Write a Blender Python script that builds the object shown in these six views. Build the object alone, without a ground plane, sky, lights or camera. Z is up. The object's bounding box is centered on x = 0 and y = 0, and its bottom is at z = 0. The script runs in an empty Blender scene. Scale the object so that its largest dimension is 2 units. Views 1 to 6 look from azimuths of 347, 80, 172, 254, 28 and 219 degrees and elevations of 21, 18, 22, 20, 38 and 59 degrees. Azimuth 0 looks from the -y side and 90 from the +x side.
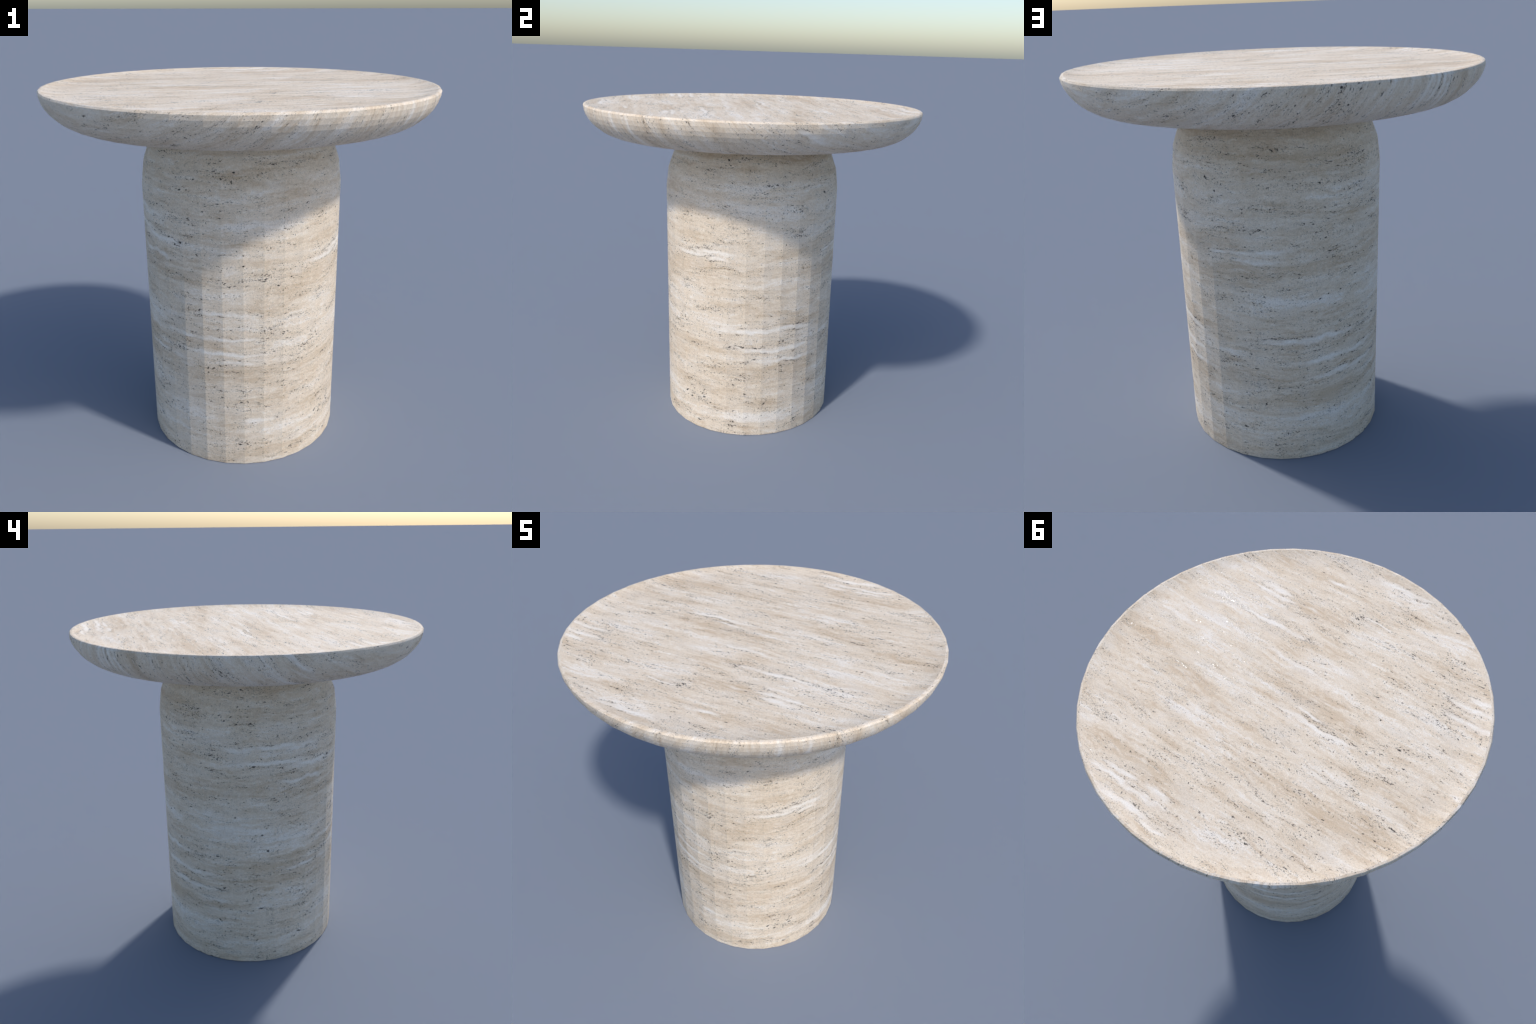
"""Round pedestal table of pale travertine: a bowl-edged disc top on a drum leg."""
import bpy, math

# ------------------------------------------------------------------ geometry
TOP_SEGMENTS, TOP_PHASE = 48, math.radians(2.7)
LEG_SEGMENTS = 32

RIM_R, RIM_Z = 1.0011, 1.9475         # widest ring of the top
EASED = (0.9960, 1.9560)              # the upper arris is eased in two small facets ...
CREST_R, CREST_Z = 0.9855, 1.9575     # ... up to the highest ring
COVE_R, SURFACE_Z = 0.865, 1.9450     # a shallow cove runs in to the flat, slightly sunk surface
UNDER_R, UNDER_Z = 0.8025, 1.7766     # where the rounded edge meets the underside
HOLLOW = [(0.40, 1.7778), (0.70, 1.7775)]  # which rises a little towards the leg
LEG_R = 0.5324
# shoulder of the leg: (radius, height) of its rings above the straight drum
SHOULDER = [(0.5324, 1.468), (0.5185, 1.584), (0.4820, 1.682), (0.4320, 1.753), (0.3880, 1.7805)]


def top_profile():
    """(radius, height) from the rim of the underside out and up, over the crest, into the cove."""
    pts = list(HOLLOW)
    steps, e = 10, 1.12
    for i in range(steps + 1):
        t = math.pi / 2 * (1 - i / steps)
        c, s = max(math.cos(t), 0.0), math.sin(t)
        pts.append((UNDER_R + (RIM_R - UNDER_R) * c ** e, RIM_Z - (RIM_Z - UNDER_Z) * s ** e))
    pts.append(EASED)
    rings = 12
    for i in range(rings + 1):
        f = 1 - i / rings
        pts.append((COVE_R + (CREST_R - COVE_R) * f,
                    SURFACE_Z + (CREST_Z - SURFACE_Z) * f ** 2.2))
    return pts


def leg_profile():
    return [(LEG_R, 0.0)] + SHOULDER


def lathe(name, profile, segments, phase):
    """Revolve a profile into flat facets; close both ends with a cap."""
    verts, faces = [], []
    n = len(profile)
    for r, z in profile:
        for k in range(segments):
            a = phase + 2 * math.pi * k / segments
            verts.append((r * math.cos(a), r * math.sin(a), z))
    for j in range(n - 1):
        for k in range(segments):
            k2 = (k + 1) % segments
            faces.append((j * segments + k, j * segments + k2,
                          (j + 1) * segments + k2, (j + 1) * segments + k))
    faces.append(tuple(reversed(range(segments))))
    faces.append(tuple((n - 1) * segments + k for k in range(segments)))
    me = bpy.data.meshes.new(name)
    me.from_pydata(verts, [], faces)
    me.update()
    ob = bpy.data.objects.new(name, me)
    bpy.context.scene.collection.objects.link(ob)
    return ob


# ------------------------------------------------------------------ node helpers
class Net:
    """Small wrapper that makes node trees read like formulas."""

    def __init__(self, tree):
        self.t = tree

    def node(self, kind, **props):
        n = self.t.nodes.new(kind)
        for k, v in props.items():
            setattr(n, k, v)
        return n

    def put(self, sock, v):
        if isinstance(v, bpy.types.NodeSocket):
            self.t.links.new(v, sock)
        elif v is not None:
            sock.default_value = v

    def m(self, op, a, b=None, c=None, clamp=False):
        n = self.node("ShaderNodeMath", operation=op, use_clamp=clamp)
        for s, v in zip(n.inputs, (a, b, c)):
            self.put(s, v)
        return n.outputs[0]

    def vm(self, op, a, b=None):
        n = self.node("ShaderNodeVectorMath", operation=op)
        self.put(n.inputs[0], a)
        self.put(n.inputs[1], b)
        return n.outputs[0]

    def xyz(self, v):
        n = self.node("ShaderNodeSeparateXYZ")
        self.put(n.inputs[0], v)
        return n.outputs[0], n.outputs[1], n.outputs[2]

    def vec(self, x, y, z):
        n = self.node("ShaderNodeCombineXYZ")
        for s, v in zip(n.inputs, (x, y, z)):
            self.put(s, v)
        return n.outputs[0]

    def noise(self, v, scale=1.0, detail=2.0, rough=0.5, dist=0.0, lac=2.0):
        n = self.node("ShaderNodeTexNoise")
        self.put(n.inputs["Vector"], v)
        n.inputs["Scale"].default_value = scale
        n.inputs["Detail"].default_value = detail
        n.inputs["Roughness"].default_value = rough
        n.inputs["Lacunarity"].default_value = lac
        n.inputs["Distortion"].default_value = dist
        return n.outputs[0], n.outputs[1]

    def voronoi(self, v, scale):
        n = self.node("ShaderNodeTexVoronoi")
        self.put(n.inputs["Vector"], v)
        n.inputs["Scale"].default_value = scale
        return n.outputs["Distance"], n.outputs["Color"]

    def step(self, v, lo, hi, a=0.0, b=1.0):
        n = self.node("ShaderNodeMapRange", interpolation_type="SMOOTHSTEP")
        for s, x in zip(n.inputs, (v, lo, hi, a, b)):
            self.put(s, x)
        return n.outputs[0]

    def mix(self, f, a, b):
        n = self.node("ShaderNodeMix", data_type="RGBA")
        self.put(n.inputs[0], f)
        self.put(n.inputs[6], a)
        self.put(n.inputs[7], b)
        return n.outputs[2]


CREAM = (0.742, 0.630, 0.502, 1)
TAN = (0.628, 0.500, 0.365, 1)
RUST = (0.550, 0.405, 0.270, 1)
WHITE = (0.822, 0.750, 0.668, 1)
SNOW = (0.870, 0.822, 0.765, 1)
GREY = (0.675, 0.592, 0.500, 1)
PORE = (0.060, 0.050, 0.043, 1)
PORE_RIM = (0.310, 0.255, 0.200, 1)


def vein_group():
    """One wavy streak: 1 on its spine, fading along its length and across its width."""
    g = bpy.data.node_groups.new("travertine_vein", "ShaderNodeTree")
    for nm in ("U", "V", "U0", "V0", "HalfLength", "HalfWidth", "Period"):
        g.interface.new_socket(nm, in_out="INPUT", socket_type="NodeSocketFloat")
    g.interface.new_socket("Mask", in_out="OUTPUT", socket_type="NodeSocketFloat")
    w = Net(g)
    i = w.node("NodeGroupInput").outputs
    o = w.node("NodeGroupOutput").inputs
    half = w.m("MULTIPLY", i["Period"], 0.5)
    du = w.m("WRAP", w.m("SUBTRACT", i["U"], i["U0"]), half, w.m("MULTIPLY", half, -1.0))
    du = w.m("DIVIDE", w.m("ABSOLUTE", du), i["HalfLength"])
    dv = w.m("DIVIDE", w.m("SUBTRACT", i["V"], i["V0"]), i["HalfWidth"])
    across = w.m("EXPONENT", w.m("MULTIPLY", w.m("MULTIPLY", dv, dv), -0.75))
    along = w.step(du, 0.40, 1.65, 1.0, 0.0)
    w.put(o["Mask"], w.m("MULTIPLY", across, along))
    return g


def travertine_group():
    """Stone as a function of position: Z of the vector runs across the bedding.
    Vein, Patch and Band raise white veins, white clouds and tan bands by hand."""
    g = bpy.data.node_groups.new("travertine_stone", "ShaderNodeTree")
    g.interface.new_socket("Vector", in_out="INPUT", socket_type="NodeSocketVector")
    for nm in ("Vein", "Patch", "Band"):
        g.interface.new_socket(nm, in_out="INPUT", socket_type="NodeSocketFloat")
    g.interface.new_socket("Color", in_out="OUTPUT", socket_type="NodeSocketColor")
    g.interface.new_socket("Roughness", in_out="OUTPUT", socket_type="NodeSocketFloat")
    g.interface.new_socket("Height", in_out="OUTPUT", socket_type="NodeSocketFloat")
    w = Net(g)
    i = w.node("NodeGroupInput").outputs
    o = w.node("NodeGroupOutput").inputs
    P, vein, patch, band = i["Vector"], i["Vein"], i["Patch"], i["Band"]
    x, y, z = w.xyz(P)

    # bedding undulates: long slow waves, then small crinkles
    slow, _ = w.noise(w.vm("MULTIPLY", P, (1.0, 1.0, 1.6)), 3.0, 2, 0.5)
    crink, _ = w.noise(w.vm("MULTIPLY", P, (1.0, 1.0, 1.8)), 19.0, 3, 0.55)
    zz = w.m("ADD", z, w.m("MULTIPLY", w.m("SUBTRACT", slow, 0.5), 0.080))
    zz = w.m("ADD", zz, w.m("MULTIPLY", w.m("SUBTRACT", crink, 0.5), 0.022))
    tiny, _ = w.noise(P, 70.0, 2, 0.5)
    zz = w.m("ADD", zz, w.m("MULTIPLY", w.m("SUBTRACT", tiny, 0.5), 0.006))
    Q = w.vec(x, y, zz)

    # clouds of cream / tan / white, drawn out along the bedding
    big, _ = w.noise(w.vm("MULTIPLY", Q, (1.0, 1.0, 5.5)), 2.4, 5, 0.62)
    mid, _ = w.noise(w.vm("MULTIPLY", Q, (1.0, 1.0, 6.0)), 6.5, 5, 0.70)
    fine, _ = w.noise(w.vm("MULTIPLY", Q, (1.0, 1.0, 2.2)), 48.0, 4, 0.70)
    strata, _ = w.noise(w.vm("MULTIPLY", Q, (0.8, 0.8, 11.0)), 1.0, 4, 0.60)
    tone = w.m("ADD", w.m("MULTIPLY", big, 0.24), w.m("MULTIPLY", mid, 0.27))
    tone = w.m("ADD", tone, w.m("MULTIPLY", fine, 0.24))
    tone = w.m("ADD", tone, w.m("MULTIPLY", strata, 0.25))
    thread, _ = w.noise(w.vm("MULTIPLY", Q, (1.5, 1.5, 46.0)), 1.0, 3, 0.55)
    tone = w.m("ADD", tone, w.m("MULTIPLY", w.m("SUBTRACT", thread, 0.5), 0.09))
    tone = w.m("ADD", tone, w.m("MULTIPLY", patch, 0.055))
    tone = w.m("SUBTRACT", tone, w.m("MULTIPLY", band, 0.055))
    col = w.mix(w.step(tone, 0.410, 0.515), TAN, CREAM)
    col = w.mix(w.step(tone, 0.505, 0.605), col, WHITE)

    hue, _ = w.noise(w.vm("MULTIPLY", Q, (1.0, 1.0, 2.6)), 5.3, 4, 0.6)
    dark = w.step(tone, 0.55, 0.42)
    col = w.mix(w.m("MULTIPLY", w.step(hue, 0.50, 0.68), w.m("MULTIPLY", dark, 0.45)), col, RUST)
    col = w.mix(w.m("MULTIPLY", w.step(hue, 0.48, 0.32), 0.45), col, GREY)

    # hair-thin laminae, strongest in the tan beds
    lam, _ = w.noise(w.vm("MULTIPLY", Q, (5.0, 5.0, 105.0)), 1.0, 3, 0.6)
    lam2, _ = w.noise(w.vm("MULTIPLY", Q, (9.0, 9.0, 60.0)), 1.0, 2, 0.5)
    lamdark = w.m("MULTIPLY", w.step(lam, 0.55, 0.70), w.m("MULTIPLY_ADD", dark, 0.55, 0.08))
    col = w.mix(lamdark, col, RUST)
    lamlite = w.m("MULTIPLY", w.step(lam2, 0.57, 0.72), w.m("MULTIPLY_ADD", dark, 0.32, 0.14))
    col = w.mix(lamlite, col, WHITE)

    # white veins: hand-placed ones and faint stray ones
    stray, _ = w.noise(w.vm("MULTIPLY", Q, (2.4, 2.4, 27.0)), 1.0, 2, 0.45)
    where, _ = w.noise(Q, 4.3, 2, 0.5)
    stray = w.m("MULTIPLY", w.step(stray, 0.60, 0.72), w.step(where, 0.48, 0.62))
    brk, _ = w.noise(w.vm("MULTIPLY", Q, (1.0, 1.0, 2.0)), 24.0, 3, 0.6)
    wisp, _ = w.noise(w.vm("MULTIPLY", Q, (7.0, 7.0, 62.0)), 1.0, 3, 0.6)
    wisp = w.m("MULTIPLY", w.step(wisp, 0.22, 0.58, 0.25, 1.0), w.step(brk, 0.25, 0.55, 0.45, 1.0))
    veins = w.m("MAXIMUM", w.m("MULTIPLY", stray, 0.45), w.m("MULTIPLY", vein, wisp))
    col = w.mix(w.m("MULTIPLY", veins, 0.76), col, SNOW)

    # fine mottle
    grain, _ = w.noise(Q, 190.0, 3, 0.7)
    mott = w.step(grain, 0.30, 0.70, 0.87, 1.10)
    mm = w.node("ShaderNodeMix", data_type="RGBA", blend_type="MULTIPLY")
    mm.inputs[0].default_value = 1.0
    w.put(mm.inputs[6], col)
    w.put(mm.inputs[7], w.vec(mott, mott, mott))
    col = mm.outputs[2]

    # pores: pits of three sizes, flattened along the bedding, gathered in swarms
    swarm, _ = w.noise(w.vm("MULTIPLY", Q, (1.0, 1.0, 5.0)), 4.2, 3, 0.6)
    swarm2, _ = w.noise(w.vm("MULTIPLY", Q, (1.0, 1.0, 5.5)), 11.0, 3, 0.62)
    crowd = w.m("ADD", w.m("MULTIPLY", swarm, 0.5), w.m("MULTIPLY", swarm2, 0.5))
    near_vein = w.m("MULTIPLY", w.step(vein, 0.004, 0.20), w.step(vein, 0.70, 0.35))
    crowd = w.m("ADD", crowd, w.m("MULTIPLY", near_vein, 0.07))
    crowd = w.m("SUBTRACT", crowd, 0.5)
    crowd = w.m("MAXIMUM", crowd, -0.10)
    open_ = w.step(vein, 0.25, 0.6, 1.0, 0.0)      # veins themselves are tight

    def pits(stretch, scale, pull, lo, hi, detail=1.0):
        n, _ = w.noise(w.vm("MULTIPLY", Q, stretch), scale, detail, 0.5)
        return w.step(w.m("MULTIPLY_ADD", crowd, pull, n), lo, hi)

    dust = pits((1.0, 1.0, 2.0), 150.0, 0.80, 0.588, 0.71)
    small = pits((1.0, 1.0, 3.0), 76.0, 0.85, 0.684, 0.736)
    large = pits((1.0, 1.0, 2.6), 34.0, 0.62, 0.745, 0.775)
    dust = w.m("MULTIPLY", dust, 0.45)
    small = w.m("MULTIPLY", small, 0.85)
    hole = w.m("MAXIMUM", w.m("MAXIMUM", dust, small), large, clamp=True)
    hole = w.m("MULTIPLY", hole, open_)
    col = w.mix(w.step(hole, 0.0, 0.5), col, w.mix(0.62, col, PORE_RIM))
    col = w.mix(w.step(hole, 0.35, 1.0), col, PORE)

    w.put(o["Color"], col)
    w.put(o["Roughness"], w.step(hole, 0.30, 0.9, 0.70, 0.25))
    hgt = w.m("MULTIPLY_ADD", hole, -1.0, w.m("MULTIPLY", fine, 0.12))
    w.put(o["Height"], hgt)
    return g


VEIN = vein_group()
STONE = travertine_group()


def stone_material(name, coords, veins=(), patches=(), bands=(), period=99.0):
    """coords(net, position) -> (U, V, stone vector); marks are (u, v, half length, half width)."""
    mat = bpy.data.materials.new(name)
    mat.use_nodes = True
    w = Net(mat.node_tree)
    mat.node_tree.nodes.clear()
    pos = w.node("ShaderNodeTexCoord").outputs["Object"]
    U, V, vec = coords(w, pos)
    wob, _ = w.noise(w.vm("MULTIPLY", vec, (1.0, 1.0, 1.3)), 9.0, 3, 0.55)
    Vw = w.m("ADD", V, w.m("MULTIPLY", w.m("SUBTRACT", wob, 0.5), 0.062))

    def total(marks):
        out = None
        for u, v, hl, hw in marks:
            n = w.node("ShaderNodeGroup", node_tree=VEIN)
            w.put(n.inputs["U"], U)
            w.put(n.inputs["V"], Vw)
            for k, x in (("U0", u), ("V0", v), ("HalfLength", hl), ("HalfWidth", hw),
                         ("Period", period)):
                n.inputs[k].default_value = x
            out = n.outputs[0] if out is None else w.m("MAXIMUM", out, n.outputs[0])
        return 0.0 if out is None else out

    s = w.node("ShaderNodeGroup", node_tree=STONE)
    w.put(s.inputs["Vector"], vec)
    w.put(s.inputs["Vein"], total(veins))
    w.put(s.inputs["Patch"], total(patches))
    w.put(s.inputs["Band"], total(bands))
    b = w.node("ShaderNodeBsdfPrincipled")
    w.put(b.inputs["Base Color"], s.outputs["Color"])
    w.put(b.inputs["Roughness"], s.outputs["Roughness"])
    b.inputs["Specular IOR Level"].default_value = 0.35
    bump = w.node("ShaderNodeBump")
    bump.inputs["Strength"].default_value = 0.35
    bump.inputs["Distance"].default_value = 0.004
    w.put(bump.inputs["Height"], s.outputs["Height"])
    w.put(b.inputs["Normal"], bump.outputs[0])
    out = w.node("ShaderNodeOutputMaterial")
    w.put(out.inputs[0], b.outputs[0])
    return mat


# ------------------------------------------------------------------ mappings
def flat_coords(w, pos):
    """Table surface: bedding runs along x."""
    x, y, z = w.xyz(pos)
    return x, y, w.vec(x, 3.7, y)


def bowl_coords(w, pos):
    """Edge and underside, peeled flat: radius grows with the way climbed up the edge."""
    x, y, z = w.xyz(pos)
    r = w.m("SQRT", w.m("MULTIPLY_ADD", x, x, w.m("MULTIPLY", y, y)))
    up = w.m("DIVIDE", w.m("SUBTRACT", z, UNDER_Z), RIM_Z - UNDER_Z, clamp=False)
    up = w.m("MAXIMUM", up, 0.0)
    fold = w.m("MULTIPLY", w.m("GREATER_THAN", z, RIM_Z + 0.0005), w.m("SUBTRACT", RIM_R, r))
    s = w.m("MULTIPLY_ADD", w.m("POWER", up, 1.5), 0.095, w.m("MULTIPLY_ADD", fold, 2.0, r))
    f = w.m("DIVIDE", s, w.m("MAXIMUM", r, 0.01))
    a = math.radians(126)
    px, py = w.m("MULTIPLY", x, f), w.m("MULTIPLY", y, f)
    u = w.m("MULTIPLY_ADD", px, math.cos(a), w.m("MULTIPLY", py, math.sin(a)))
    v = w.m("MULTIPLY_ADD", px, -math.sin(a), w.m("MULTIPLY", py, math.cos(a)))
    return u, v, w.vec(u, 8.3, v)


def drum_coords(w, pos):
    """Leg: bedding lies level, position round the drum measured in metres of arc."""
    x, y, z = w.xyz(pos)
    u = w.m("MULTIPLY", w.m("ARCTAN2", y, x), LEG_R)
    return u, z, w.vm("ADD", pos, (21.0, 4.0, 0.0))


def arc(deg0, deg1, z, width):
    """A mark on the leg between two azimuths (degrees from +x)."""
    c, h = math.radians((deg0 + deg1) / 2), math.radians(abs(deg1 - deg0) / 2)
    return (c * LEG_R, z, h * LEG_R, width)


def seg(x0, x1, y, width):
    return ((x0 + x1) / 2, y, abs(x1 - x0) / 2, width)


EDGE_VEINS = [
    seg(-1.12, -0.85, -0.118, 0.011), seg(-1.12, -0.95, 0.026, 0.008),
    seg(0.83, 1.14, -0.003, 0.010), seg(0.97, 1.14, -0.044, 0.008),
    seg(0.97, 1.14, -0.083, 0.010), seg(0.95, 1.14, -0.133, 0.010),
    seg(-0.56, -0.36, -0.905, 0.016), seg(0.56, 0.75, 0.832, 0.013),
]
TOP_VEINS = [
    seg(-0.45, -0.04, 0.088, 0.010), seg(-0.25, -0.10, 0.043, 0.008),
    seg(-0.08, 0.22, -0.172, 0.008), seg(0.12, 0.47, -0.327, 0.012),
    seg(0.34, 0.51, -0.541, 0.012), seg(0.32, 0.45, -0.454, 0.011),
    seg(-0.23, -0.07, -0.624, 0.005), seg(-0.96, -0.70, -0.416, 0.013),
    seg(-0.98, -0.72, -0.332, 0.014), seg(-0.90, -0.77, -0.474, 0.009),
    seg(0.07, 0.48, 0.831, 0.011), seg(0.08, 0.42, 0.905, 0.012),
    seg(0.26, 0.42, 0.791, 0.009), seg(0.06, 0.19, 0.777, 0.012),
    seg(-0.03, 0.10, 0.924, 0.009), seg(-0.30, 0.0, -0.910, 0.012),
    seg(0.07, 0.23, -0.760, 0.011), seg(0.30, 0.55, -0.508, 0.009),
]
TOP_PATCHES = [
    (0.60, -0.363, 0.14, 0.05), (0.50, -0.177, 0.20, 0.045), (0.44, -0.053, 0.12, 0.03),
    (-0.585, -0.249, 0.22, 0.05), (0.03, 0.45, 0.12, 0.03), (0.81, -0.10, 0.12, 0.05),
    (-0.10, -0.25, 0.14, 0.045), (0.34, 0.37, 0.12, 0.03), (-0.24, 0.815, 0.13, 0.05),
    (-0.21, -0.505, 0.2, 0.04), (-0.48, -0.72, 0.14, 0.04), (-0.20, -0.884, 0.2, 0.04),
    (-0.286, 0.334, 0.16, 0.04), (-0.23, 0.575, 0.14, 0.04), (0.15, 0.02, 0.18, 0.03),
]
TOP_BANDS = [
    (0.10, -0.532, 0.22, 0.05), (0.06, -0.318, 0.2, 0.035), (-0.73, -0.561, 0.2, 0.045),
    (-0.10, -0.03, 0.25, 0.03), (0.35, 0.70, 0.25, 0.04), (-0.69, 0.477, 0.22, 0.05),
    (-0.16, 0.47, 0.16, 0.03), (0.40, 0.418, 0.2, 0.03), (0.76, 0.087, 0.2, 0.04),
    (0.33, 0.18, 0.2, 0.03), (0.44, -0.714, 0.2, 0.05), (-0.76, 0.20, 0.2, 0.04),
    (-0.39, 0.62, 0.2, 0.03),
]
LEG_VEINS = [
    arc(-126, -94, 0.753, 0.010), arc(-136, -91, 0.668, 0.010), arc(-125, -96, 0.893, 0.011),
    arc(-113, -93, 0.620, 0.011), arc(-147, -128, 0.757, 0.009),
    arc(-172, -140, 1.243, 0.013), arc(-174, -142, 1.160, 0.012), arc(149, 208, 1.364, 0.012),
    arc(161, 205, 1.275, 0.010), arc(-64, -37, 1.137, 0.012), arc(-46, -15, 1.163, 0.011),
    arc(-36, -23, 1.120, 0.009), arc(-27, 36, 0.698, 0.014), arc(-16, 40, 0.575, 0.012),
    arc(-5, 40, 0.500, 0.012), arc(44, 56, 1.156, 0.009), arc(55, 85, 1.158, 0.012),
    arc(60, 80, 1.112, 0.010), arc(73, 126, 0.690, 0.014), arc(87, 140, 0.567, 0.012),
    arc(100, 142, 0.480, 0.012), arc(-172, -150, 0.62, 0.010), arc(-100, -84, 0.275, 0.011),
]
LEG_PATCHES = [
    arc(-130, -95, 1.50, 0.04), arc(-110, -70, 1.36, 0.045), arc(-20, 20, 1.42, 0.05),
    arc(100, 150, 1.42, 0.05), arc(-130, -100, 1.0, 0.04), arc(-75, -40, 0.93, 0.045),
    arc(0, 40, 0.98, 0.04), arc(70, 110, 0.90, 0.04), arc(120, 170, 0.95, 0.04),
    arc(-150, -120, 0.30, 0.045), arc(-90, -60, 0.19, 0.04), arc(-20, 25, 0.12, 0.045),
    arc(40, 80, 0.38, 0.04), arc(90, 140, 0.22, 0.045), arc(-60, -20, 0.75, 0.04),
    arc(165, 205, 0.78, 0.05), arc(165, 205, 0.40, 0.04),
]
LEG_BANDS = [
    arc(-120, -70, 1.60, 0.05), arc(60, 130, 1.58, 0.05),  # shoulder pair: tan stone, partly painted-in bounce light from the tabletop
    arc(-80, -30, 1.04, 0.05), arc(-170, -120, 1.06, 0.05),
    arc(20, 80, 1.02, 0.05), arc(-110, -40, 0.52, 0.055), arc(-30, 40, 0.42, 0.045),
    arc(60, 130, 0.36, 0.05), arc(150, 220, 0.62, 0.05), arc(-130, -70, 0.40, 0.05),
    arc(100, 170, 1.12, 0.045), arc(-60, -10, 0.30, 0.04), arc(-100, -60, 0.09, 0.035),
]

# ------------------------------------------------------------------ assembly
table = bpy.data.objects.new("pedestal_table", None)
bpy.context.scene.collection.objects.link(table)
table["label"] = "round travertine pedestal table with bowl-edged top on drum leg"
table["category"] = "side table"

tabletop = lathe("tabletop", top_profile(), TOP_SEGMENTS, TOP_PHASE)
pedestal = lathe("pedestal", leg_profile(), LEG_SEGMENTS, 0.0)

tabletop.data.materials.append(stone_material("travertine_edge", bowl_coords, EDGE_VEINS))
tabletop.data.materials.append(stone_material("travertine_surface", flat_coords,
                                              TOP_VEINS, TOP_PATCHES, TOP_BANDS))
for f in tabletop.data.polygons:
    if f.normal.z > 0.87 and max(math.hypot(*tabletop.data.vertices[i].co.xy) for i in f.vertices) < CREST_R + 0.001:
        f.material_index = 1
pedestal.data.materials.append(stone_material("travertine_drum", drum_coords, LEG_VEINS,
                                              LEG_PATCHES, LEG_BANDS,
                                              period=2 * math.pi * LEG_R))
for part in (tabletop, pedestal):
    part.parent = table
